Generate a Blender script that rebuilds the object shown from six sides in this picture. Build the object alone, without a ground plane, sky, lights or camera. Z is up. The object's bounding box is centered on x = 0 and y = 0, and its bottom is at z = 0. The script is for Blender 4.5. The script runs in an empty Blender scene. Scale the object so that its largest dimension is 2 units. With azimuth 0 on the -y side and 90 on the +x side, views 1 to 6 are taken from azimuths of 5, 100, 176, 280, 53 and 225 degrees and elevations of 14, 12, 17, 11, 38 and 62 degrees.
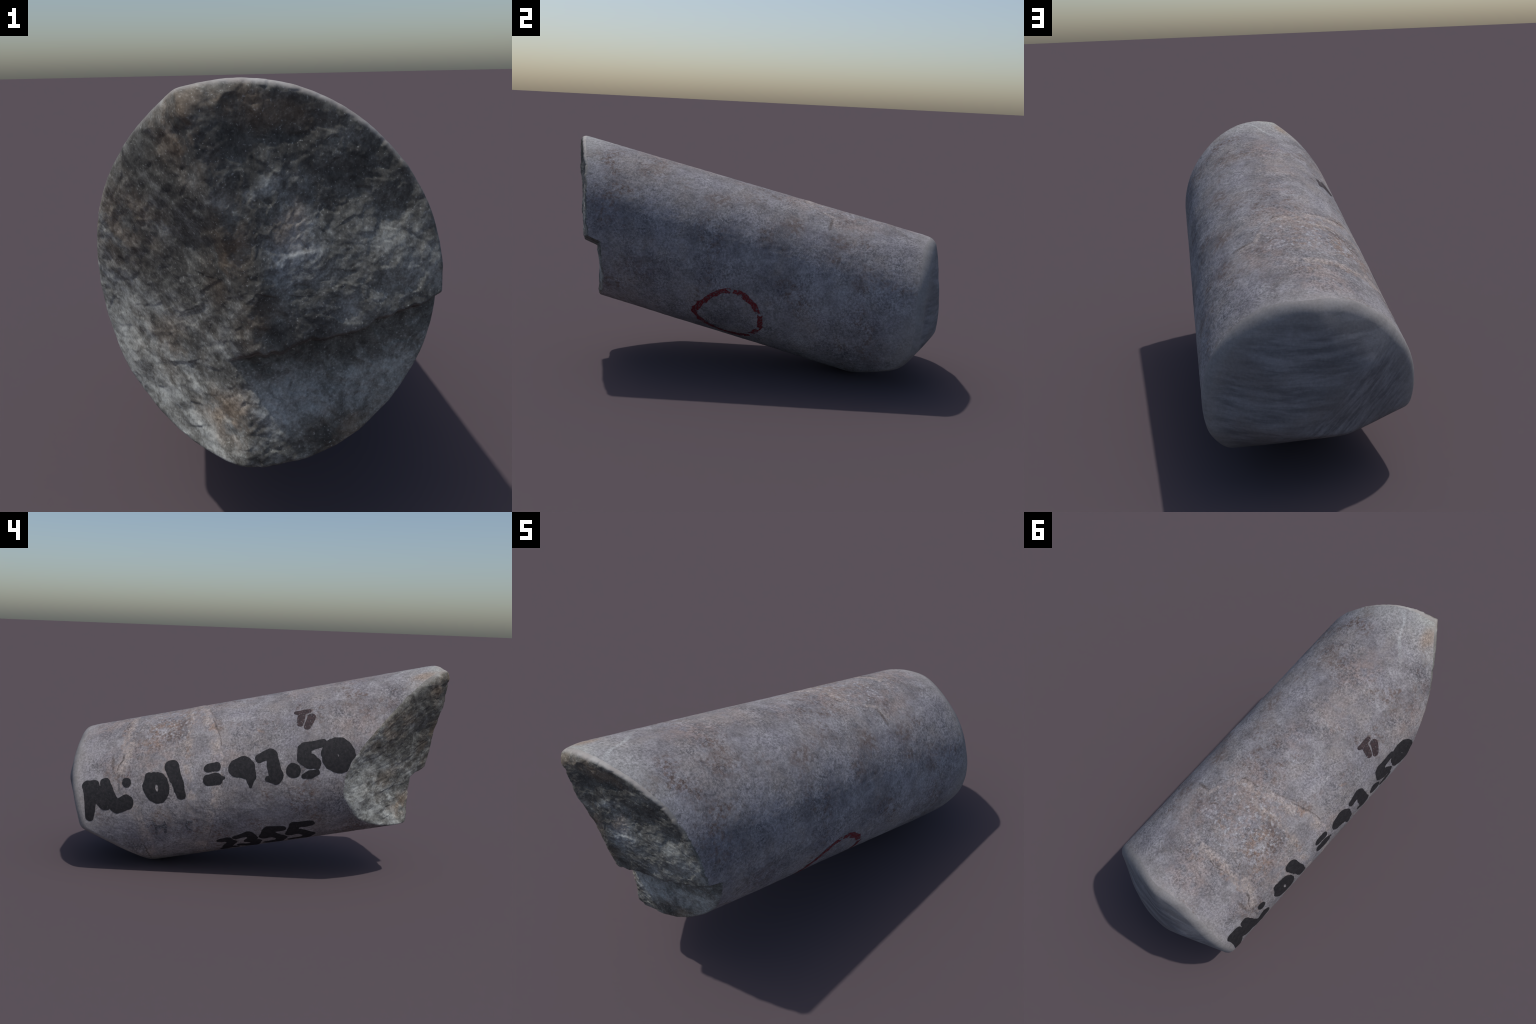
# A broken length of rock drill core lying on its back end: a round barrel, a two-facet
# fracture with a ledge in front, a worn blunt end behind, marker writing on the barrel.
import bpy, math
import numpy as np

# ------------------------------------------------------------------ core frame
# s runs along the core (front fracture = negative, back end = positive);
# p points right and q up across it (seen from the front).
AXIS = np.array([-0.055, 1.0, -0.2257]); AXIS /= np.linalg.norm(AXIS)
PDIR = np.cross(AXIS, [0, 0, 1.0]); PDIR /= np.linalg.norm(PDIR)
QDIR = np.cross(PDIR, AXIS)
ORIGIN = np.array([0.0046, 0.0, 0.5283])
RADIUS = 0.3995

def world(p, q, s):
    return ORIGIN + p[..., None] * PDIR + q[..., None] * QDIR + s[..., None] * AXIS

# ------------------------------------------------------------------ noise
_rng = np.random.RandomState(11)
_PERM = _rng.permutation(512)
_VAL = _rng.uniform(-1, 1, 512)
def _h(i, j, k):
    return _VAL[_PERM[(_PERM[(_PERM[i & 511] + j) & 511] + k) & 511]]
def noise3(x, y, z):
    x, y, z = np.broadcast_arrays(np.asarray(x, float), y, z)
    i, j, k = (np.floor(v).astype(int) for v in (x, y, z))
    fx, fy, fz = x - i, y - j, z - k
    fx, fy, fz = (f * f * f * (f * (6 * f - 15) + 10) for f in (fx, fy, fz))
    out = 0
    for a in (0, 1):
        for b in (0, 1):
            for c in (0, 1):
                out = out + _h(i + a, j + b, k + c) * (fx if a else 1 - fx) * (fy if b else 1 - fy) * (fz if c else 1 - fz)
    return out
def fbm(x, y, z, octaves=4, gain=0.5):
    t, amp = 0, 1.0
    for o in range(octaves):
        t = t + amp * noise3(x * 2 ** o + 7.3 * o, y * 2 ** o + 3.1 * o, z * 2 ** o + 5.7 * o)
        amp *= gain
    return t
def smooth(x, a, b):
    t = np.clip((x - a) / (b - a), 0, 1)
    return t * t * (3 - 2 * t)
def smax(a, b, k):
    return 0.5 * (a + b + np.sqrt((a - b) ** 2 + k * k))
def smin(a, b, k):
    return 0.5 * (a + b - np.sqrt((a - b) ** 2 + k * k))

# ------------------------------------------------------------------ front fracture
def on_rim(deg, s):
    t = math.radians(deg)
    return (RADIUS * math.cos(t), RADIUS * math.sin(t), s)
RIDGE_UPPER = [(-0.125, 0.33, -1.10), (-0.11, 0.28, -1.09), (-0.085, 0.21, -1.055), (-0.06, 0.145, -1.03),
               (-0.037, 0.055, -0.985), (-0.017, -0.02, -0.953), (0.005, -0.11, -0.925)]
RIDGE_LOWER = [(-0.05, -0.15, -0.835), (-0.04, -0.19, -0.825), (-0.025, -0.295, -0.795), (-0.03, -0.385, -0.768)]
LEFT_RIM = [on_rim(*v) for v in [(112, -1.085), (125, -0.975), (138, -0.865), (146, -0.772), (155, -0.707), (163, -0.646),
            (172, -0.585), (178, -0.535), (-171, -0.501), (-158, -0.486), (-147, -0.506), (-135, -0.550), (-121, -0.597)]]
RIGHT_RIM_UPPER = [on_rim(*v) for v in [(100, -1.09), (90, -1.062), (79, -1.035), (67, -1.0), (57, -0.957), (46, -0.912),
                   (35, -0.872), (24, -0.838), (13, -0.812), (2, -0.792), (-6, -0.778)]]
RIGHT_RIM_LOWER = [on_rim(*v) for v in [(-8, -0.703), (-15, -0.701), (-28, -0.690), (-36, -0.692), (-62, -0.705), (-78, -0.745)]]

def fit(points, terms):
    P = np.array(points)
    A = np.stack([f(P[:, 0], P[:, 1]) for f in terms], 1)
    c = np.linalg.lstsq(A, P[:, 2], rcond=None)[0]
    return lambda p, q: sum(ci * f(p, q) for ci, f in zip(c, terms))
LINEAR = [lambda p, q: 1 + 0 * p, lambda p, q: p, lambda p, q: q]
QUADRATIC = LINEAR + [lambda p, q: p * p, lambda p, q: p * q, lambda p, q: q * q]
CUBIC = QUADRATIC + [lambda p, q: q ** 3, lambda p, q: q * q * p]
facet_left = fit(LEFT_RIM + RIDGE_UPPER + RIDGE_LOWER, CUBIC)
facet_right = fit(RIGHT_RIM_UPPER + RIDGE_UPPER, QUADRATIC)
facet_low = fit(RIGHT_RIM_LOWER + RIDGE_LOWER, QUADRATIC)
LEDGE_P = [-0.4, -0.06, 0.05, 0.113, 0.206, 0.262, 0.318, 0.374, 0.42]
LEDGE_Q = [-0.15, -0.126, -0.122, -0.104, -0.090, -0.062, -0.044, -0.022, -0.002]

def chips(p, q, size, seed):
    """piecewise flat flakes: every cell of a jittered grid is a small tilted plane"""
    p = p + 0.25 * size * noise3(p / size * 0.8, q / size * 0.8, seed)
    i0, j0 = np.floor(p / size).astype(int), np.floor(q / size).astype(int)
    weight, out = np.full(p.shape, 1e-9), np.zeros(p.shape)
    k = int(seed)
    for di in (-1, 0, 1):
        for dj in (-1, 0, 1):
            i, j = i0 + di, j0 + dj
            cx, cy = (i + 0.5 + 0.42 * _h(i, j, k)) * size, (j + 0.5 + 0.42 * _h(i, j, k + 1)) * size
            d = (p - cx) ** 2 + (q - cy) ** 2
            h = (_h(i, j, k + 2) * (p - cx) + _h(i, j, k + 3) * (q - cy)) / size + 0.6 * _h(i, j, k + 4)
            g = np.exp(-d / (0.035 * size * size))
            out += g * h; weight += g
    return out / weight

def front_surface(p, q):
    ledge = np.interp(p, LEDGE_P, LEDGE_Q) + 0.010 * noise3(p * 22, 4.4, 1.0) + 0.006 * noise3(p * 60, 1.4, 1.0)
    depth = np.interp(p, [-0.1, 0.05, 0.25, 0.4], [0.030, 0.018, 0.012, 0.012])
    step = smooth(q, ledge - depth, ledge + 0.002)
    right = facet_right(p, q) * step + facet_low(p, q) * (1 - step)
    # shallow relief that differs from facet to facet
    right = right + 0.008 * fbm(p * 7, q * 7, 2.0, 3) + 0.0022 * fbm(p * 20 + 3, q * 20, 5.0, 4, 0.6) - 0.002
    right = right + 0.030 * np.exp(-((p - 0.16) / 0.13) ** 2 - ((q - 0.20) / 0.13) ** 2)     # dished upper facet
    right = right + 0.020 * np.exp(-((p - 0.22) / 0.16) ** 2 - ((q + 0.22) / 0.11) ** 2)     # and the lower one
    left = facet_left(p, q) + 0.008 * fbm(p * 9, q * 6, 9.0, 3) + 0.004 * np.abs(fbm(p * 24 + q * 10, q * 15, 15.0, 3)) - 0.006 - 0.007 * smooth(q, -0.05, 0.12) + 0.013 * smooth(q, 0.15, 0.32)
    s = smax(left, right, 0.008) + 0.004 * smooth(q, 0.2, 0.33)
    # hollows and swells of the two facets
    for cp, cq, rp, rq, h in ((-0.125, 0.085, 0.065, 0.055, 0.024), (0.07, 0.32, 0.06, 0.05, 0.018), (0.28, 0.155, 0.07, 0.06, 0.018),
                              (-0.30, -0.18, 0.05, 0.05, -0.018), (0.012, 0.0, 0.03, 0.08, -0.014)):
        s = s + h * np.exp(-((p - cp) / rp) ** 2 - ((q - cq) / rq) ** 2)
    s = s + 0.0032 * chips(p, q, 0.060, 3) + 0.0016 * chips(p + 0.3, q + 0.1, 0.028, 40)
    s = s + 0.0010 * fbm(p * 80, q * 80, 3.0, 2)
    return s
def front_round(theta):
    d = (np.degrees(theta) - 100 + 180) % 360 - 180
    return 0.008 + 0.014 * np.exp(-(d / 45) ** 2) + 0.030 * np.exp(-((d - 12) / 20) ** 2)

# ------------------------------------------------------------------ back end
def back_surface(p, q):
    upper_right = 1.045 - 0.257 * p - 0.372 * q
    upper_left = 1.120 + 0.294 * p - 0.566 * q
    left = 1.049 + 0.41 * p
    right = 1.109 - 0.50 * p
    low_left = 1.201 + 0.50 * p + 1.30 * q
    low_right = 1.075 - 0.27 * p + 0.50 * q
    low_mid = 1.108 + 1.05 * q
    face = 1.018 - 0.06 * q
    heel = 1.772 - 0.90 * p + 2.60 * q
    ground = 2.412 + 4.44 * q
    s = smin(upper_right, upper_left, 0.02)
    s = smin(smin(s, left, 0.015), right, 0.02)
    s = smin(smin(s, low_left, 0.02), low_right, 0.015)
    s = smin(smin(s, low_mid, 0.015), face, 0.01)
    s = smin(smin(s, heel, 0.02), ground, 0.02)
    # broad swells and hollows of the worn end
    for cp, cq, rp, rq, h in ((0.14, 0.18, 0.10, 0.11, 0.018), (-0.09, 0.143, 0.08, 0.07, -0.015), (-0.32, 0.18, 0.07, 0.08, -0.014),
                              (0.34, 0.08, 0.08, 0.12, -0.022), (-0.085, -0.05, 0.10, 0.05, -0.006)):
        s = s + h * np.exp(-((p - cp) / rp) ** 2 - ((q - cq) / rq) ** 2)
    return s + 0.003 * fbm(p * 6, q * 6, 21.0, 3)
def back_round(theta):
    return 0.022 + 0.014 * smooth(np.sin(theta), -0.3, 0.6) + 0.008 * noise3(np.cos(theta) * 2.2, np.sin(theta) * 2.2, 4.0)

def fillet(rho, width):
    t = np.clip((rho - (RADIUS - width)) / width, 0, 1)
    return width * (1 - np.sqrt(np.clip(1 - t * t, 0, 1)))

# ------------------------------------------------------------------ barrel relief
# circumferential seams: w is the arc length measured from the left flank
SEAM_A_W = [-0.90, -0.87, -0.778, -0.732, -0.647, -0.536, -0.414, -0.295, -0.164, -0.12, 0.02, 0.163, 0.339, 0.60]
SEAM_A_S = [0.36, 0.352, 0.335, 0.251, 0.186, 0.158, 0.122, 0.092, 0.078, 0.083, 0.121, 0.182, 0.269, 0.36]
SEAM_C_W = [-0.70, -0.59, -0.472, -0.315, -0.24, -0.163, -0.08, 0.042, 0.15, 0.32, 0.55]
SEAM_C_S = [0.60, 0.593, 0.595, 0.590, 0.602, 0.640, 0.642, 0.595, 0.575, 0.598, 0.62]
def barrel_offset(theta, s):
    w = RADIUS * np.arctan2(-np.sin(theta), -np.cos(theta))
    x, y = np.cos(theta), np.sin(theta)
    d = 0.0014 * fbm(x * 1.7, y * 1.7, s * 3.2, 3) + 0.0006 * fbm(x * 22, y * 22, s * 55, 2)
    for W, S, depth in ((SEAM_A_W, SEAM_A_S, 0.0035), (SEAM_C_W, SEAM_C_S, 0.003)):
        ds = s - np.interp(w, W, S) - 0.006 * noise3(w * 25, 3.0, 8.0)
        fade = smooth(w, W[0], W[0] + 0.08) * smooth(-w, -W[-1], -W[-1] + 0.2)
        patch = 0.15 + 0.85 * smooth(noise3(w * 9, 17.0, 2.0), -0.1, 0.5)
        d = d - depth * fade * patch * np.exp(-(ds / 0.006) ** 2) + 0.35 * depth * fade * np.exp(-((ds - 0.030) / 0.030) ** 2)
    return d

# ------------------------------------------------------------------ body mesh
NT, NF, NS, NB = 720, 150, 300, 110
theta = np.linspace(0, 2 * np.pi, NT, endpoint=False)
def end_disc(count, surface, rounding, sign):
    f = np.linspace(0, 1, count + 1)[1:]
    f = 1 - (1 - f) ** 1.25                       # rings closer together at the rim
    rho = RADIUS * f[:, None] * np.ones((1, NT)); th = theta[None, :]
    p, q = rho * np.cos(th), rho * np.sin(th)
    s = surface(p, q) + sign * fillet(rho, rounding(th))
    return p, q, s
fp, fq, fs = end_disc(NF, front_surface, front_round, 1)
bp, bq, bs = end_disc(NB, back_surface, back_round, -1)
rim_front, rim_back = fs[-1], bs[-1]

t = np.linspace(0, 1, NS + 1)[:, None]
side_s = rim_front + (rim_back - rim_front) * t
TH = np.broadcast_to(theta, side_s.shape)
ends = smooth(t, 0, 0.02) * smooth(1 - t, 0, 0.02)
side_r = RADIUS + barrel_offset(TH, side_s) * ends
sp, sq = side_r * np.cos(TH), side_r * np.sin(TH)

centre = lambda fn: world(np.zeros(1), np.zeros(1), fn(np.zeros(1), np.zeros(1)))
verts = np.concatenate([centre(front_surface), world(fp, fq, fs).reshape(-1, 3),
                        world(sp[1:-1], sq[1:-1], side_s[1:-1]).reshape(-1, 3),
                        world(bp[::-1], bq[::-1], bs[::-1]).reshape(-1, 3), centre(back_surface)])
ROWS = NF + (NS - 1) + NB
j = np.arange(NT); jn = (j + 1) % NT
quads = np.concatenate([np.stack([1 + r * NT + j, 1 + r * NT + jn, 1 + (r + 1) * NT + jn, 1 + (r + 1) * NT + j], 1)
                        for r in range(ROWS - 1)])
last = len(verts) - 1
fan_front = np.stack([0 * j, 1 + jn, 1 + j], 1)
fan_back = np.stack([0 * j + last, 1 + (ROWS - 1) * NT + j, 1 + (ROWS - 1) * NT + jn], 1)
# set the body on the ground
verts[:, 2] -= verts[:, 2].min()

def vertex_normals(v, faces):
    n = np.zeros_like(v)
    for F in faces:
        fn = np.cross(v[F[:, 2]] - v[F[:, 0]], v[F[:, -1]] - v[F[:, 1]]) if F.shape[1] == 4 else \
             np.cross(v[F[:, 1]] - v[F[:, 0]], v[F[:, 2]] - v[F[:, 0]])
        for c in range(F.shape[1]):
            np.add.at(n, F[:, c], fn)
    return n / np.linalg.norm(n, axis=1)[:, None]
mid = quads[(NF + NS // 2) * NT]
quads = quads[:, ::-1] if np.dot(np.cross(verts[mid[1]] - verts[mid[0]], verts[mid[2]] - verts[mid[0]]),
                                 verts[mid[0]] - (ORIGIN + 0)) < 0 else quads
def orient(F, outward):
    n = np.cross(verts[F[0, 1]] - verts[F[0, 0]], verts[F[0, 2]] - verts[F[0, 0]])
    return F if n @ outward > 0 else F[:, ::-1]
fan_front, fan_back = orient(fan_front, -AXIS), orient(fan_back, AXIS)
normals = vertex_normals(verts, [quads, fan_front, fan_back])

# ------------------------------------------------------------------ material helpers
class Graph:
    def __init__(self, name):
        self.mat = bpy.data.materials.new(name); self.mat.use_nodes = True
        self.nt = self.mat.node_tree; self.nt.nodes.clear()
        self.out = self.node('ShaderNodeOutputMaterial')
        self.bsdf = self.node('ShaderNodeBsdfPrincipled')
        self.link(self.bsdf.outputs[0], self.out.inputs[0])
        self.pos = self.node('ShaderNodeTexCoord').outputs['Object']
    def node(self, kind, **kw):
        n = self.nt.nodes.new(kind)
        for k, v in kw.items(): setattr(n, k, v)
        return n
    def link(self, a, b): self.nt.links.new(a, b)
    def put(self, sock, v):
        if isinstance(v, bpy.types.NodeSocket): self.link(v, sock)
        else: sock.default_value = v
    def math(self, op, a, b=0.0, c=0.0, clamp=False):
        n = self.node('ShaderNodeMath', operation=op, use_clamp=clamp)
        for i, v in enumerate((a, b, c)): self.put(n.inputs[i], v)
        return n.outputs[0]
    def dot(self, v, const):
        n = self.node('ShaderNodeVectorMath', operation='DOT_PRODUCT')
        self.put(n.inputs[0], v); n.inputs[1].default_value = tuple(const); return n.outputs['Value']
    def xyz(self, x, y, z):
        n = self.node('ShaderNodeCombineXYZ')
        for i, v in enumerate((x, y, z)): self.put(n.inputs[i], v)
        return n.outputs[0]
    def noise(self, scale, detail=3.0, rough=0.55, vec=None, offset=0.0, stretch=None, distortion=0.0):
        v = vec or self.pos
        m = self.node('ShaderNodeMapping'); self.put(m.inputs[0], v)
        m.inputs[1].default_value = (offset, offset * 0.7, -offset * 1.3)
        if stretch: m.inputs[3].default_value = stretch
        n = self.node('ShaderNodeTexNoise'); self.link(m.outputs[0], n.inputs['Vector'])
        n.inputs['Scale'].default_value = scale; n.inputs['Detail'].default_value = detail
        n.inputs['Roughness'].default_value = rough; n.inputs['Distortion'].default_value = distortion
        return n.outputs[0]
    def voronoi(self, scale, vec=None):
        n = self.node('ShaderNodeTexVoronoi'); self.put(n.inputs['Vector'], vec or self.pos)
        n.inputs['Scale'].default_value = scale
        return n
    def ramp(self, v, lo, hi, a=0.0, b=1.0):
        n = self.node('ShaderNodeMapRange', interpolation_type='SMOOTHSTEP')
        for i, x in enumerate((v, lo, hi, a, b)): self.put(n.inputs[i], x)
        return n.outputs[0]
    def mix(self, fac, a, b, blend='MIX'):
        n = self.node('ShaderNodeMix', data_type='RGBA', blend_type=blend)
        self.put(n.inputs[0], fac)
        for sock, v in ((n.inputs[6], a), (n.inputs[7], b)):
            self.put(sock, (*v, 1.0) if isinstance(v, tuple) else v)
        return n.outputs[2]
    def scale(self, col, f):
        n = self.node('ShaderNodeVectorMath', operation='SCALE'); self.link(col, n.inputs[0]); self.put(n.inputs['Scale'], f)
        return n.outputs[0]
    def curve(self, v, xs, ys, x0=-1.3, x1=1.3):
        """piecewise curve y(x) through hand-placed points, y in 0..1"""
        n = self.node('ShaderNodeFloatCurve')
        c = n.mapping.curves[0]
        pts = [((x - x0) / (x1 - x0), y) for x, y in zip(xs, ys)]
        while len(c.points) < len(pts): c.points.new(0.5, 0.5)
        for pt, xy in zip(c.points, pts): pt.location = xy
        n.mapping.update()
        self.put(n.inputs['Value'], self.math('MULTIPLY_ADD', v, 1 / (x1 - x0), -x0 / (x1 - x0)))
        return n.outputs[0]
    def bump(self, height, strength, dist):
        n = self.node('ShaderNodeBump'); n.inputs['Strength'].default_value = strength
        n.inputs['Distance'].default_value = dist; self.put(n.inputs['Height'], height)
        return n.outputs[0]
    def core_coords(self):
        n = self.node('ShaderNodeVectorMath', operation='SUBTRACT'); self.put(n.inputs[0], self.pos)
        n.inputs[1].default_value = tuple(ORIGIN); v = n.outputs[0]
        self.p, self.q, self.s = self.dot(v, PDIR), self.dot(v, QDIR), self.dot(v, AXIS)
        ang = self.math('ARCTAN2', self.math('MULTIPLY', self.q, -1.0), self.math('MULTIPLY', self.p, -1.0))
        self.w = self.math('MULTIPLY', ang, RADIUS)
    def warp(self, value, scale, amount, offset):
        n = self.noise(scale, 4.0, 0.6, offset=offset)
        return self.math('ADD', value, self.math('MULTIPLY', self.math('SUBTRACT', n, 0.5), amount))
    def blobs(self, x, y, items, soft=0.7):
        """sum of soft elliptic patches (cx, cy, rx, ry, weight)"""
        total = None
        for cx, cy, rx, ry, wt in items:
            dx = self.math('MULTIPLY', self.math('SUBTRACT', x, cx), 1 / rx)
            dy = self.math('MULTIPLY', self.math('SUBTRACT', y, cy), 1 / ry)
            d = self.math('SQRT', self.math('MULTIPLY_ADD', dx, dx, self.math('MULTIPLY', dy, dy)))
            m = self.ramp(d, 1.0 + soft * 0.5, 1.0 - soft, 0.0, wt)
            total = m if total is None else self.math('MAXIMUM', total, m)
        return total
    def seam(self, W, S, width, jitter, offset):
        f = self.curve(self.w, W, S)
        d = self.math('SUBTRACT', self.warp(self.s, 14.0, jitter, offset), f)
        fade = self.math('MULTIPLY', self.ramp(self.w, W[0], W[0] + 0.1), self.ramp(self.w, W[-1], W[-1] - 0.2))
        return d, fade

def pale_grain(g, vec=None):
    fine = g.noise(95.0, 4.0, 0.75, vec=vec, offset=3.0)
    speck = g.noise(210.0, 2.0, 0.5, vec=vec, offset=9.0)
    return fine, speck

# ------------------------------------------------------------------ barrel stone
def barrel_material():
    g = Graph('ground_core_stone'); g.core_coords()
    ws, ww = g.warp(g.s, 9.0, 0.16, 1.0), g.warp(g.w, 9.0, 0.16, 5.0)
    fine, speck = pale_grain(g)
    large = g.noise(3.2, 4.0, 0.6, offset=2.0)
    mid = g.noise(11.0, 5.0, 0.65, offset=14.0)
    col = g.mix(g.ramp(large, 0.35, 0.65), (0.188, 0.174, 0.184), (0.276, 0.259, 0.272))
    col = g.mix(g.ramp(mid, 0.44, 0.68, 0, 0.6), col, (0.352, 0.338, 0.348))
    col = g.mix(g.ramp(g.noise(17.0, 5.0, 0.7, offset=19.0), 0.55, 0.36, 0, 0.5), col, (0.130, 0.120, 0.120))
    # warm beige and lilac drifts
    tint = g.noise(6.5, 4.0, 0.6, offset=151.0)
    col = g.mix(g.ramp(tint, 0.50, 0.66, 0, 0.42), col, (0.288, 0.252, 0.234))
    col = g.mix(g.ramp(tint, 0.46, 0.34, 0, 0.40), col, (0.225, 0.215, 0.245))
    # dark mottling, plus cool blobs painted on to deepen the shaded side
    dark = g.math('MULTIPLY', g.ramp(g.noise(5.5, 5.0, 0.68, offset=31.0), 0.50, 0.68), g.ramp(fine, 0.62, 0.40, 0.25, 1.0))
    painted_flank_shade = g.blobs(ws, ww, [(-0.15, -1.10, 0.20, 0.09, 0.9), (-0.62, -1.14, 0.18, 0.10, 0.8), (0.12, -1.04, 0.12, 0.06, 0.9), (-0.40, 1.20, 0.22, 0.10, 0.7),
                            (-0.02, 1.02, 0.12, 0.09, 0.8), (-0.50, 0.22, 0.16, 0.12, 0.7), (-0.30, -0.26, 0.16, 0.08, 0.4), (0.52, 0.12, 0.10, 0.10, 0.4)], 0.95)
    painted_flank_shade = g.math('MULTIPLY', painted_flank_shade, g.ramp(g.noise(30.0, 5.0, 0.72, offset=33.0), 0.62, 0.38, 0.30, 1.0))
    dark = g.math('MAXIMUM', dark, painted_flank_shade)
    col = g.mix(g.math('MULTIPLY', dark, 0.72), col, (0.080, 0.078, 0.092))
    # brown and rusty staining
    brown = g.blobs(ws, ww, [(-0.60, -0.81, 0.11, 0.07, 0.8), (-0.235, -0.88, 0.08, 0.05, 0.9), (-0.09, -0.84, 0.05, 0.05, 0.6),
                             (0.165, -0.915, 0.06, 0.06, 0.9), (0.07, -1.0, 0.05, 0.08, 0.7), (0.41, -0.93, 0.08, 0.06, 0.8),
                             (0.41, -1.04, 0.03, 0.04, 1.0), (0.57, -1.11, 0.04, 0.07, 0.8), (-0.92, -0.825, 0.06, 0.04, 0.9),
                             (0.41, -0.76, 0.09, 0.05, 0.7), (-0.58, -0.34, 0.09, 0.05, 0.6), (-0.75, -0.30, 0.09, 0.06, 0.6),
                             (0.29, -0.38, 0.06, 0.06, 0.8), (-0.51, 1.15, 0.12, 0.08, 0.6), (0.10, -0.34, 0.04, 0.05, 0.9)])
    brown = g.math('MULTIPLY', brown, g.ramp(g.noise(42.0, 4.0, 0.65, offset=6.0), 0.38, 0.60))
    stray = g.math('MULTIPLY', g.ramp(g.noise(4.2, 3.0, 0.6, offset=47.0), 0.50, 0.66), g.ramp(g.noise(50.0, 4.0, 0.7, offset=51.0), 0.46, 0.62))
    brown = g.math('MAXIMUM', brown, g.math('MULTIPLY', stray, 1.0))
    col = g.mix(g.math('MULTIPLY', brown, 0.80), col, (0.128, 0.086, 0.072))
    pink = g.blobs(ws, ww, [(-0.60, -0.60, 0.14, 0.10, 0.7), (-0.12, -0.62, 0.10, 0.09, 0.5), (-0.62, -0.20, 0.14, 0.10, 0.5),
                            (0.72, -0.55, 0.12, 0.14, 0.6), (0.66, -0.2, 0.05, 0.12, 0.5), (0.20, -0.62, 0.16, 0.16, 0.7), (0.48, -0.75, 0.14, 0.12, 0.6), (-0.35, -0.55, 0.14, 0.10, 0.4), (0.05, -0.15, 0.10, 0.08, 0.5), (0.42, -0.18, 0.14, 0.14, 0.6)])
    pink = g.math('MULTIPLY', pink, g.ramp(g.noise(24.0, 4.0, 0.6, offset=71.0), 0.36, 0.62))
    col = g.mix(g.math('MULTIPLY', pink, 0.8), col, (0.305, 0.238, 0.218))
    rust = g.blobs(ws, ww, [(0.405, -0.60, 0.045, 0.05, 1.0), (0.39, -0.40, 0.09, 0.06, 0.8), (0.45, -0.30, 0.10, 0.07, 0.7),
                            (0.24, -0.25, 0.03, 0.10, 0.8), (0.59, -0.40, 0.03, 0.16, 0.8), (0.275, -0.115, 0.022, 0.022, 1.0),
                            (0.13, -0.36, 0.05, 0.06, 0.8), (-0.137, -0.26, 0.025, 0.03, 0.8), (0.23, -0.45, 0.07, 0.07, 0.7), (0.20, -0.55, 0.06, 0.10, 0.6), (0.34, -0.50, 0.16, 0.20, 0.45), (0.62, -0.60, 0.05, 0.08, 0.5)])
    rust = g.math('MULTIPLY', rust, g.ramp(g.noise(34.0, 5.0, 0.7, offset=81.0), 0.42, 0.62))
    col = g.mix(g.math('MULTIPLY', rust, 0.70), col, (0.25, 0.150, 0.095))
    tip = g.blobs(g.warp(g.s, 12.0, 0.05, 3.0), g.warp(g.w, 12.0, 0.05, 8.0), [(-0.985, -0.455, 0.075, 0.045, 1.0)], 0.9)
    col = g.mix(g.math('MULTIPLY', tip, 0.90), col, (0.235, 0.128, 0.062))
    # pale circumferential veins and the dark hairlines along them
    A, fa = g.seam(SEAM_A_W, SEAM_A_S, 0, 0.05, 7.0)
    B, fb = g.seam([-0.62, -0.445, -0.307, -0.227, -0.113, 0.044, 0.182, 0.327, 0.6], [0.25, 0.235, 0.24, 0.262, 0.266, 0.266, 0.275, 0.305, 0.33], 0, 0.07, 17.0)
    C, fc = g.seam(SEAM_C_W, SEAM_C_S, 0, 0.05, 27.0)
    vein = None
    for d, fade, centre_, half in ((A, fa, 0.026, 0.046), (B, fb, 0.0, 0.040), (C, fc, -0.020, 0.044)):
        m = g.math('MULTIPLY', g.ramp(g.math('ABSOLUTE', g.math('SUBTRACT', d, centre_)), half, half * 0.1), fade)
        vein = m if vein is None else g.math('MAXIMUM', vein, m)
    vein = g.math('MULTIPLY', vein, g.math('MULTIPLY', g.ramp(g.noise(14.0, 4.0, 0.6, offset=91.0), 0.38, 0.56), g.ramp(g.noise(60.0, 4.0, 0.7, offset=95.0), 0.36, 0.58, 0.25, 1.0)))
    col = g.mix(g.math('MULTIPLY', vein, 0.80), col, (0.375, 0.318, 0.288))
    hair = None
    for d, fade in ((A, fa), (C, fc)):
        m = g.math('MULTIPLY', g.ramp(g.math('ABSOLUTE', d), 0.0055, 0.0015), fade)
        hair = m if hair is None else g.math('MAXIMUM', hair, m)
    hair = g.math('MULTIPLY', hair, g.ramp(g.noise(8.0, 3.0, 0.6, offset=101.0), 0.42, 0.58))
    nick = g.blobs(g.warp(g.s, 30.0, 0.01, 23.0), g.w, [(0.349, -0.825, 0.009, 0.055, 1.0), (0.655, -0.215, 0.010, 0.055, 0.8), (0.435, -1.035, 0.010, 0.035, 0.8), (0.565, -1.11, 0.009, 0.04, 0.7)], 0.6)
    hair = g.math('MAXIMUM', hair, nick)
    col = g.mix(g.math('MULTIPLY', hair, 0.75), col, (0.10, 0.078, 0.07))
    # pale, bleached stone near the broken lip, with a vein across it
    lip = g.ramp(g.warp(g.s, 7.0, 0.12, 12.0), -0.80, -1.0)
    col = g.mix(g.math('MULTIPLY', lip, 0.45), col, (0.40, 0.395, 0.375))
    apex = g.blobs(g.warp(g.s, 12.0, 0.04, 13.0), g.w, [(-1.09, -0.53, 0.075, 0.10, 1.0)], 0.9)
    col = g.mix(g.math('MULTIPLY', apex, 0.6), col, (0.50, 0.505, 0.455))
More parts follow.
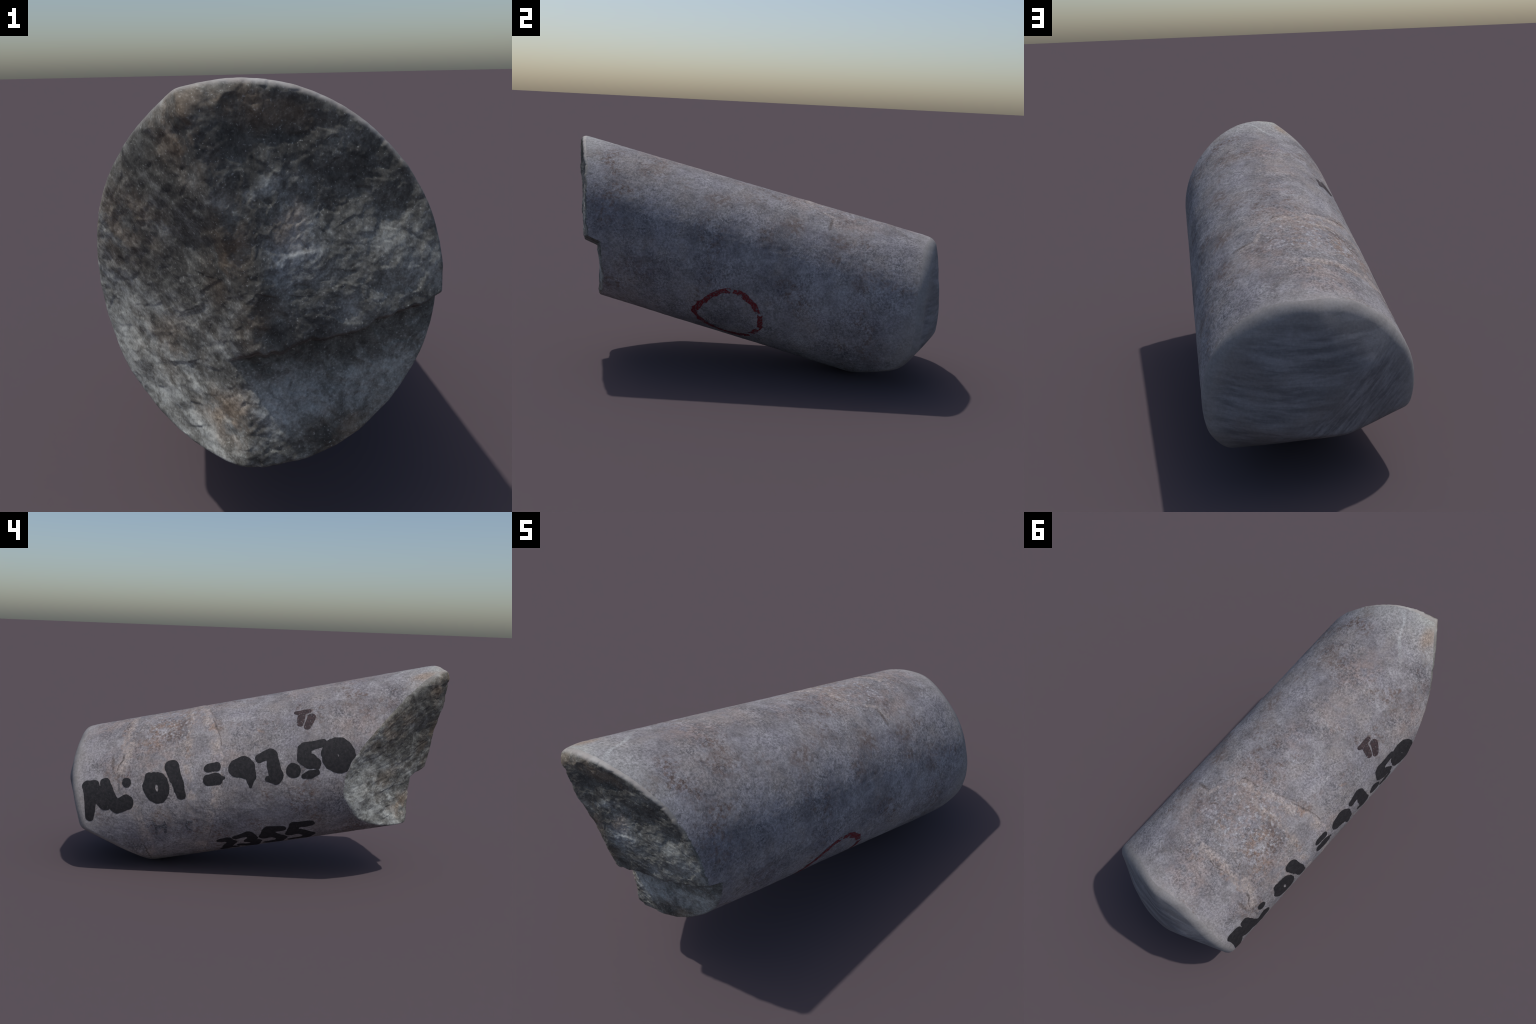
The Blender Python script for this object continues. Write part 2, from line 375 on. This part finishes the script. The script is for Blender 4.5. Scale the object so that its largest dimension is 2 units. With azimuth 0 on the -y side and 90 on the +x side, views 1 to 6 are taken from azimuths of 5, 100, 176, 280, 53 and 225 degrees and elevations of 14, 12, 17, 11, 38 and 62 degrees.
    pv, pf = g.seam([-0.72, -0.658, -0.575, -0.464, -0.40], [0.0, 0.0, 0.12, 0.24, 0.30], 0, 0.02, 37.0)
    line = g.math('MULTIPLY', g.ramp(g.math('ABSOLUTE', g.math('ADD', pv, 1.0)), 0.022, 0.006), pf)
    col = g.mix(g.math('MULTIPLY', line, 0.45), col, (0.44, 0.445, 0.44))
    # worn back edge, a little creamier
    worn = g.ramp(g.warp(g.s, 9.0, 0.10, 22.0), 0.74, 0.88)
    col = g.mix(g.math('MULTIPLY', worn, 0.55), col, (0.325, 0.303, 0.290))
    # crystalline grain
    # coarse white and dark crystals in the altered band behind the first seam
    band = g.blobs(ws, ww, [(0.34, -0.52, 0.22, 0.32, 1.0)], 0.6)
    coarse = g.noise(48.0, 4.0, 0.65, offset=121.0)
    col = g.mix(g.math('MULTIPLY', band, g.ramp(coarse, 0.54, 0.66, 0, 0.55)), col, (0.44, 0.44, 0.46))
    col = g.mix(g.math('MULTIPLY', band, g.ramp(coarse, 0.44, 0.34, 0, 0.50)), col, (0.10, 0.085, 0.08))
    amount = g.math('MULTIPLY', g.ramp(g.noise(7.0, 3.0, 0.6, offset=131.0), 0.36, 0.62, 0.55, 1.0), g.math('MULTIPLY_ADD', worn, -0.60, 1.0))
    grain = g.math('MULTIPLY_ADD', g.ramp(fine, 0.32, 0.68, -0.40, 0.40), amount, 1.0)
    col = g.scale(col, grain)
    fleck = g.math('MULTIPLY', g.ramp(speck, 0.60, 0.72), amount)
    col = g.mix(g.math('MULTIPLY', fleck, 0.50), col, (0.49, 0.48, 0.48))
    pit = g.math('MULTIPLY', g.ramp(speck, 0.41, 0.30), amount)
    col = g.mix(g.math('MULTIPLY', pit, 0.42), col, (0.08, 0.075, 0.075))
    glint = g.math('MULTIPLY', g.ramp(g.voronoi(70.0).outputs['Distance'], 0.16, 0.06), g.ramp(g.noise(18.0, 2.0, offset=111.0), 0.56, 0.66))
    col = g.mix(g.math('MULTIPLY', glint, 0.7), col, (0.56, 0.53, 0.47))
    g.put(g.bsdf.inputs['Base Color'], col)
    g.bsdf.inputs['Roughness'].default_value = 0.82
    g.bsdf.inputs['Specular IOR Level'].default_value = 0.25
    h = g.math('ADD', fine, g.math('MULTIPLY', speck, 0.6))
    g.put(g.bsdf.inputs['Normal'], g.bump(h, 0.25, 0.003))
    return g.mat

# ------------------------------------------------------------------ fresh fracture
def fracture_material():
    g = Graph('broken_rock_face'); g.core_coords()
    wp, wq = g.warp(g.p, 8.0, 0.13, 1.0), g.warp(g.q, 8.0, 0.13, 5.0)
    fine, speck = pale_grain(g)
    def weigh(parts, start):
        total = start
        for sock, w in parts:
            total = g.math('MULTIPLY_ADD', sock, w, total)
        return total
    # one tone value: drifting noise, grain, and pale or dark mineral, and shadow darkened in under the ledge
    big = g.noise(8.0, 8.0, 0.70, offset=4.0, distortion=0.5)
    mid = g.noise(26.0, 5.0, 0.68, offset=34.0, distortion=0.6)
    onleft = g.ramp(g.warp(g.math('MULTIPLY_ADD', g.q, 0.25, g.p), 10.0, 0.05, 66.0), -0.02, -0.08)
    streak = g.noise(13.0, 5.0, 0.65, vec=g.xyz(g.math('MULTIPLY', g.math('ADD', g.p, g.q), 2.6), g.math('MULTIPLY', g.math('SUBTRACT', g.p, g.q), 0.9), g.s), offset=12.0)
    pale = g.blobs(wp, wq, [(0.09, 0.09, 0.06, 0.13, 1.0), (0.30, 0.04, 0.14, 0.11, 0.75), (0.12, -0.24, 0.22, 0.10, 1.1), (0.17, 0.02, 0.10, 0.08, 0.6),
                            (-0.34, -0.10, 0.10, 0.22, 1.0), (-0.25, -0.26, 0.12, 0.10, 0.9), (-0.10, -0.33, 0.12, 0.08, 0.9),
                            (0.02, 0.19, 0.03, 0.022, 0.9), (-0.13, -0.05, 0.07, 0.05, 0.6), (0.28, -0.18, 0.12, 0.10, 1.0), (-0.06, -0.10, 0.06, 0.05, 0.6)], 0.95)
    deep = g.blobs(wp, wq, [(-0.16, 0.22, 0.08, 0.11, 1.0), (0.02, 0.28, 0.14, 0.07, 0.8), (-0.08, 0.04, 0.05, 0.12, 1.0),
                            (-0.22, 0.05, 0.13, 0.06, 0.8), (0.0, 0.05, 0.04, 0.12, 0.8), (0.24, 0.23, 0.12, 0.06, 0.8), (0.10, -0.09, 0.18, 0.04, 0.7),  # thin blobs following the ledge colour in its undercut shadow
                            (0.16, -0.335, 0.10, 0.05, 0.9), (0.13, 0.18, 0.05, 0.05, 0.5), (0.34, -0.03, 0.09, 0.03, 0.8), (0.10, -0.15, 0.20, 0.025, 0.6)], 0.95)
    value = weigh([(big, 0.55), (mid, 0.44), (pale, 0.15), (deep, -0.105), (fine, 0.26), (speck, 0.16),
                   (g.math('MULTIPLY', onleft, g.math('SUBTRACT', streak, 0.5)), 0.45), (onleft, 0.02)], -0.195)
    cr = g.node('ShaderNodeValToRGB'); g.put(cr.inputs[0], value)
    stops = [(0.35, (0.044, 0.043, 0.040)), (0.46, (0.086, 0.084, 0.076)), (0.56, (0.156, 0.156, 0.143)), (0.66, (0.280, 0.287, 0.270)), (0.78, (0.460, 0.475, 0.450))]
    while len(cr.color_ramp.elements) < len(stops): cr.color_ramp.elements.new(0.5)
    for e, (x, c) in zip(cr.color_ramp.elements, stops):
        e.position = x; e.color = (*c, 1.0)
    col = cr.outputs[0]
    blue = g.blobs(wp, wq, [(0.08, 0.08, 0.06, 0.12, 0.9), (0.15, -0.06, 0.08, 0.06, 0.5), (0.10, -0.25, 0.16, 0.07, 0.5), (-0.10, 0.26, 0.05, 0.06, 0.5)], 0.95)
    col = g.mix(g.math('MULTIPLY', blue, 0.55), col, g.mix(1.0, col, (0.88, 0.95, 1.12), 'MULTIPLY'))
    brown = g.blobs(wp, wq, [(-0.12, 0.30, 0.06, 0.09, 1.0), (-0.05, 0.09, 0.05, 0.12, 0.9), (0.0, 0.345, 0.16, 0.035, 0.9),
                             (-0.06, -0.28, 0.07, 0.07, 0.9), (0.0, -0.07, 0.05, 0.06, 0.6), (-0.30, 0.14, 0.12, 0.10, 0.6),
                             (0.07, 0.13, 0.04, 0.05, 0.7), (0.20, -0.32, 0.08, 0.05, 0.6), (-0.20, -0.12, 0.10, 0.10, 0.4)], 0.95)
    brown = g.math('MULTIPLY', brown, g.ramp(g.noise(12.0, 5.0, 0.65, offset=54.0), 0.36, 0.58))
    col = g.mix(g.math('MULTIPLY', brown, 0.65), col, g.mix(1.0, col, (1.45, 1.06, 0.76), 'MULTIPLY'))
    col = g.mix(g.math('MULTIPLY', brown, 0.12), col, (0.24, 0.165, 0.11))
    col = g.mix(g.math('MULTIPLY', g.ramp(speck, 0.64, 0.74), 0.45), col, (0.46, 0.47, 0.45))
    # pale band along the upper edge of the lip
    rho = g.math('SQRT', g.math('MULTIPLY_ADD', g.p, g.p, g.math('MULTIPLY', g.q, g.q)))
    upper = g.blobs(g.p, g.q, [(0.08, 0.38, 0.30, 0.22, 1.0)], 0.8)
    lip = g.math('MULTIPLY', g.ramp(g.warp(rho, 14.0, 0.02, 84.0), RADIUS - 0.018, RADIUS - 0.004), upper)
    col = g.mix(g.math('MULTIPLY', lip, 0.85), col, g.mix(g.noise(20.0, 3.0), (0.33, 0.28, 0.25), (0.52, 0.51, 0.49)))
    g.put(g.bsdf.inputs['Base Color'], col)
    g.bsdf.inputs['Roughness'].default_value = 0.78
    g.bsdf.inputs['Specular IOR Level'].default_value = 0.3
    h = g.math('ADD', mid, g.math('MULTIPLY', fine, 0.5))
    g.put(g.bsdf.inputs['Normal'], g.bump(h, 0.16, 0.005))
    return g.mat

# ------------------------------------------------------------------ worn back end
def end_material():
    g = Graph('worn_end_stone'); g.core_coords()
    fine, speck = pale_grain(g)
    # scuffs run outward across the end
    streak = g.noise(9.0, 4.0, 0.6, vec=g.xyz(g.math('MULTIPLY', g.p, 0.6), g.math('MULTIPLY', g.q, 4.0), g.s), offset=2.0)
    streak2 = g.noise(11.0, 5.0, 0.65, vec=g.xyz(g.math('MULTIPLY', g.math('ADD', g.p, g.q), 4.0), g.math('MULTIPLY', g.math('SUBTRACT', g.p, g.q), 0.7), g.s), offset=12.0)
    side = g.ramp(g.warp(g.math('ADD', g.p, g.q), 6.0, 0.1, 3.0), 0.06, -0.08)
    st = g.math('ADD', g.math('MULTIPLY', streak, g.math('SUBTRACT', 1.0, side)), g.math('MULTIPLY', streak2, side))
    col = g.mix(g.ramp(st, 0.34, 0.66), (0.135, 0.130, 0.138), (0.235, 0.228, 0.238))
    col = g.mix(g.math('MULTIPLY', g.ramp(g.noise(5.0, 4.0, 0.6, offset=32.0), 0.48, 0.66), 0.5), col, (0.165, 0.148, 0.145))
    rho = g.math('SQRT', g.math('MULTIPLY_ADD', g.p, g.p, g.math('MULTIPLY', g.q, g.q)))
    edge = g.ramp(g.warp(rho, 12.0, 0.05, 42.0), RADIUS - 0.10, RADIUS - 0.005)
    col = g.mix(g.math('MULTIPLY', edge, 0.60), col, (0.30, 0.282, 0.272))
    col = g.scale(col, g.ramp(fine, 0.25, 0.75, 0.88, 1.12))
    g.put(g.bsdf.inputs['Base Color'], col)
    g.bsdf.inputs['Roughness'].default_value = 0.85
    g.bsdf.inputs['Specular IOR Level'].default_value = 0.2
    g.put(g.bsdf.inputs['Normal'], g.bump(fine, 0.15, 0.003))
    return g.mat

# ------------------------------------------------------------------ inks
def ink_material(name, dark, light, rough, thin=0.0, stone=(0.2, 0.2, 0.215)):
    g = Graph(name)
    n = g.noise(70.0, 4.0, 0.65, offset=5.0)
    col = g.mix(g.ramp(n, 0.35, 0.70), dark, light)
    if thin:
        bare = g.ramp(g.noise(130.0, 3.0, 0.6, offset=15.0), 0.62 - thin * 0.2, 0.75 - thin * 0.2)
        col = g.mix(bare, col, stone)
    g.put(g.bsdf.inputs['Base Color'], col)
    g.bsdf.inputs['Roughness'].default_value = rough
    g.bsdf.inputs['Specular IOR Level'].default_value = 0.3
    g.put(g.bsdf.inputs['Normal'], g.bump(n, 0.15, 0.003))
    return g.mat

# ------------------------------------------------------------------ objects
root = bpy.data.objects.new('drill_core', None)
bpy.context.scene.collection.objects.link(root)
root['label'] = 'broken grey rock drill core with black handwritten marks'
root['category'] = 'rock core'

def add_mesh(name, v, faces, mat, custom=None):
    me = bpy.data.meshes.new(name)
    me.from_pydata(v.tolist(), [], faces)
    me.polygons.foreach_set('use_smooth', np.ones(len(me.polygons), bool))
    me.materials.append(mat)
    if custom is not None:
        me.normals_split_custom_set_from_vertices(custom.tolist())
    me.update()
    ob = bpy.data.objects.new(name, me)
    bpy.context.scene.collection.objects.link(ob)
    ob.parent = root
    return ob

def region(name, face_sets, mat):
    used = np.unique(np.concatenate([F.ravel() for F in face_sets]))
    remap = np.zeros(len(verts), int); remap[used] = np.arange(len(used))
    faces = [row for F in face_sets for row in remap[F].tolist()]
    return add_mesh(name, verts[used], faces, mat, normals[used])

row_of = np.repeat(np.arange(ROWS - 1), NT)
region('fracture_face', [quads[row_of < NF - 1], fan_front], fracture_material())
region('core_barrel', [quads[(row_of >= NF - 1) & (row_of < NF + NS - 1)]], barrel_material())
region('worn_end', [quads[row_of >= NF + NS - 1], fan_back], end_material())

# ------------------------------------------------------------------ handwriting on the barrel
# each stroke is a path of (s, w, half width) on the unrolled barrel
def ring(cs, cw, a, b, half, tilt=0.0, n=14):
    out = []
    for k in range(n + 1):
        t = 2 * math.pi * k / n
        x, y = a * math.cos(t), b * math.sin(t)
        out.append((cs + x * math.cos(tilt) - y * math.sin(tilt), cw + x * math.sin(tilt) + y * math.cos(tilt), half))
    return out
BLACK_MARKS = [
    ('letter', [[(.800, -.123, .031), (.763, -.120, .027)], [(.795, -.110, .032), (.797, -.040, .032), (.819, .036, .024)],
                [(.775, -.110, .035), (.721, -.030, .045)], [(.703, -.122, .029), (.700, -.060, .040), (.666, .010, .032)],
                [(.725, -.050, .050)], [(.666, .010, .032), (.610, -.009, .040)]]),
    ('dot', [[(.590, -.108, .025)]]),
    ('digit', [ring(.437, -.058, .039, .052, .030), [(.468, -.118, .024), (.480, -.069, .030)]]),
    ('digit', [[(.343, -.150, .038), (.324, -.064, .031), (.318, .000, .024)]]),
    ('colon', [[(.155, -.115, .023), (.113, -.115, .022)]]),
    ('colon', [[(.163, -.054, .029), (.122, -.055, .031)], [(.120, -.054, .020), (.085, -.055, .009)]]),
    ('digit', [[(.010, -.090, .046), (-.020, -.090, .058)], [(-.046, -.090, .036), (-.050, -.040, .028), (-.042, .010, .008)]]),
    ('digit', [[(-.108, -.122, .022), (-.165, -.135, .028)], [(-.172, -.125, .031), (-.172, -.075, .032), (-.178, -.025, .036)],
               [(-.170, -.010, .032), (-.135, -.014, .015)]]),
    ('dot', [[(-.266, -.036, .037)]]),
    ('digit', [[(-.339, -.140, .026), (-.430, -.147, .019)], [(-.333, -.125, .035), (-.328, -.090, .036)],
               [(-.332, -.082, .032), (-.358, -.066, .038), (-.378, -.055, .030), (-.386, -.035, .014)],
               [(-.313, .001, .012), (-.345, -.004, .021), (-.378, -.010, .016)]]),
    ('digit', [ring(-.495, -.075, .044, .052, .039, 0.25)]),
    ('digit', [[(.205, .330, .012), (.155, .328, .024), (.140, .365, .027), (.185, .425, .025)], [(.205, .455, .022), (.160, .440, .020), (.130, .450, .012)]]),
    ('digit', [[(.110, .318, .016), (.035, .304, .027), (.022, .350, .027), (.060, .375, .020)],
               [(.060, .375, .020), (.012, .400, .027), (.040, .460, .029), (.110, .420, .016)]]),
    ('digit', [[(-.142, .296, .023), (-.072, .290, .028), (-.040, .350, .030), (-.085, .342, .026), (-.124, .400, .031), (-.095, .452, .026), (-.030, .445, .018)]]),
    ('digit', [[(-.289, .286, .024), (-.212, .284, .028), (-.178, .355, .031), (-.225, .350, .026), (-.268, .405, .032), (-.240, .460, .026), (-.165, .455, .018)]]),
]
RED_BROWN_MARKS = [
    ('letter', [[(-.314, -.340, .009), (-.340, -.334, .016), (-.382, -.337, .013)], [(-.343, -.320, .021), (-.332, -.268, .018)]]),
    ('digit', [[(-.391, -.296, .022), (-.367, -.248, .019)]]),
]
FAINT_MARKS = [
    ('faint_letter', [[(.498, .112, .004), (.490, .146, .007), (.500, .198, .006)], [(.436, .125, .004), (.440, .150, .008), (.452, .195, .006)], [(.488, .156, .009), (.444, .151, .009)]]),
    ('faint_letter', [[(.300, .152, .005), (.320, .150, .006), (.334, .170, .007), (.332, .195, .006), (.314, .206, .004)]]),
]
RED_RING = [(-.187, .997), (-.168, 1.052), (-.139, 1.092), (-.108, 1.135), (-.075, 1.165), (-.040, 1.182), (-.005, 1.188), (.030, 1.182),
            (.066, 1.168), (.104, 1.148), (.130, 1.115), (.150, 1.077), (.154, 1.024), (.141, .972), (.105, .905), (.050, .872), (-.002, .860),
            (-.054, .866), (-.105, .889), (-.149, .930), (-.175, .965), (-.187, .997)]

def stroke_distance(strokes, S, W):
    d = np.full(S.shape, 9.0)
    for st in strokes:
        if len(st) == 1:
            st = [st[0], st[0]]
        for (s0, w0, r0), (s1, w1, r1) in zip(st, st[1:]):
            L2 = (s1 - s0) ** 2 + (w1 - w0) ** 2 + 1e-12
            t = np.clip(((S - s0) * (s1 - s0) + (W - w0) * (w1 - w0)) / L2, 0, 1)
            d = np.minimum(d, np.hypot(S - s0 - t * (s1 - s0), W - w0 - t * (w1 - w0)) - (r0 + t * (r1 - r0)))
    return d

def barrel_point(S, W, lift):
    th = W / RADIUS + math.pi
    rf = np.interp(th % (2 * np.pi), theta, rim_front, period=2 * np.pi)
    rb = np.interp(th % (2 * np.pi), theta, rim_back, period=2 * np.pi)
    tt = np.clip((S - rf) / (rb - rf), 0, 1)
    e = smooth(tt, 0, 0.02) * smooth(1 - tt, 0, 0.02)
    rr = RADIUS + barrel_offset(th, S) * e + lift
    return world(rr * np.cos(th), rr * np.sin(th), S) + np.array([0, 0, GROUND]), rf, rb

def ink_mark(name, strokes, mat, roughness=0.0022, gaps=0.0, cell=0.0025, lift=0.0012, seed=0.0):
    pts = np.array([k for st in strokes for k in st])
    m = pts[:, 2].max() + 0.01
    s0, s1 = pts[:, 0].min() - m, pts[:, 0].max() + m
    w0, w1 = pts[:, 1].min() - m, pts[:, 1].max() + m
    ns, nw = int((s1 - s0) / cell) + 1, int((w1 - w0) / cell) + 1
    S, W = np.meshgrid(s0 + cell * np.arange(ns), w0 + cell * np.arange(nw), indexing='ij')
    f = stroke_distance(strokes, S, W) + roughness * fbm(S * 38, W * 38, seed, 3)
    if gaps:
        f = np.maximum(f, gaps - 0.02 + 0.02 * fbm(S * 40, W * 40, seed + 3, 3) + 0.012 * noise3(S * 9, W * 9, seed + 9))
    P, rf, rb = barrel_point(S, W, lift)
    f = np.maximum(f, np.maximum(rf + 0.004 - S, S - rb + 0.002))
    out_v, out_f, index = [], [], {}
    def corner(i, j):
        key = (i, j)
        if key not in index:
            index[key] = len(out_v); out_v.append(P[i, j])
        return index[key]
    def cut(a, b):
        key = (min(a, b), max(a, b))
        if key not in index:
            fa, fb_ = f[a], f[b]; t = fa / (fa - fb_)
            index[key] = len(out_v); out_v.append(P[a] + t * (P[b] - P[a]))
        return index[key]
    inside = f < 0
    near = inside[:-1, :-1] | inside[1:, :-1] | inside[:-1, 1:] | inside[1:, 1:]
    for i, j_ in zip(*np.nonzero(near)):
        i, j_ = int(i), int(j_)
        for tri in (((i, j_), (i + 1, j_), (i + 1, j_ + 1)), ((i, j_), (i + 1, j_ + 1), (i, j_ + 1))):
            poly = []
            for k in range(3):
                a, b = tri[k], tri[(k + 1) % 3]
                if inside[a]: poly.append(corner(*a))
                if inside[a] != inside[b]: poly.append(cut(a, b))
            if len(poly) >= 3: out_f.append(poly[::-1])
    V = np.array(out_v)
    # outward shading normals taken from the barrel itself
    d = V - np.array([0, 0, GROUND]) - ORIGIN
    n = d - np.outer(d @ AXIS, AXIS); n /= np.linalg.norm(n, axis=1)[:, None]
    a, b, c = (V[out_f[0][k]] for k in range(3))
    if np.dot(np.cross(b - a, c - a), n[out_f[0][0]]) < 0:
        out_f = [F[::-1] for F in out_f]
    return add_mesh(name, V, out_f, mat, n)

# how far the body was lowered to stand on the ground
GROUND = verts[0, 2] - centre(front_surface)[0, 2]

black = ink_material('black_marker_ink', (0.014, 0.014, 0.016), (0.030, 0.027, 0.030), 0.7, thin=0.05, stone=(0.06, 0.055, 0.06))
maroon = ink_material('maroon_marker_ink', (0.030, 0.021, 0.024), (0.060, 0.036, 0.038), 0.7, thin=0.1)
faint = ink_material('faded_marker_ink', (0.075, 0.07, 0.078), (0.12, 0.115, 0.12), 0.8, thin=0.6)
red = ink_material('red_marker_ink', (0.13, 0.010, 0.014), (0.19, 0.022, 0.026), 0.8, thin=0.6, stone=(0.12, 0.10, 0.11))
for k, (name, strokes) in enumerate(BLACK_MARKS):
    ink_mark('marker_' + name, strokes, black, seed=1.0 + 3 * k)
for k, (name, strokes) in enumerate(RED_BROWN_MARKS):
    ink_mark('marker_' + name, strokes, maroon, seed=61.0 + 3 * k, cell=0.002)
for k, (name, strokes) in enumerate(FAINT_MARKS):
    ink_mark('marker_' + name, strokes, faint, seed=71.0 + 3 * k, cell=0.002)
ink_mark('red_marker_circle', [[(s, w, 0.0140 + 0.003 * math.sin(3.1 * k)) for k, (s, w) in enumerate(RED_RING)]], red,
         roughness=0.006, gaps=0.0001, seed=81.0, cell=0.0022)
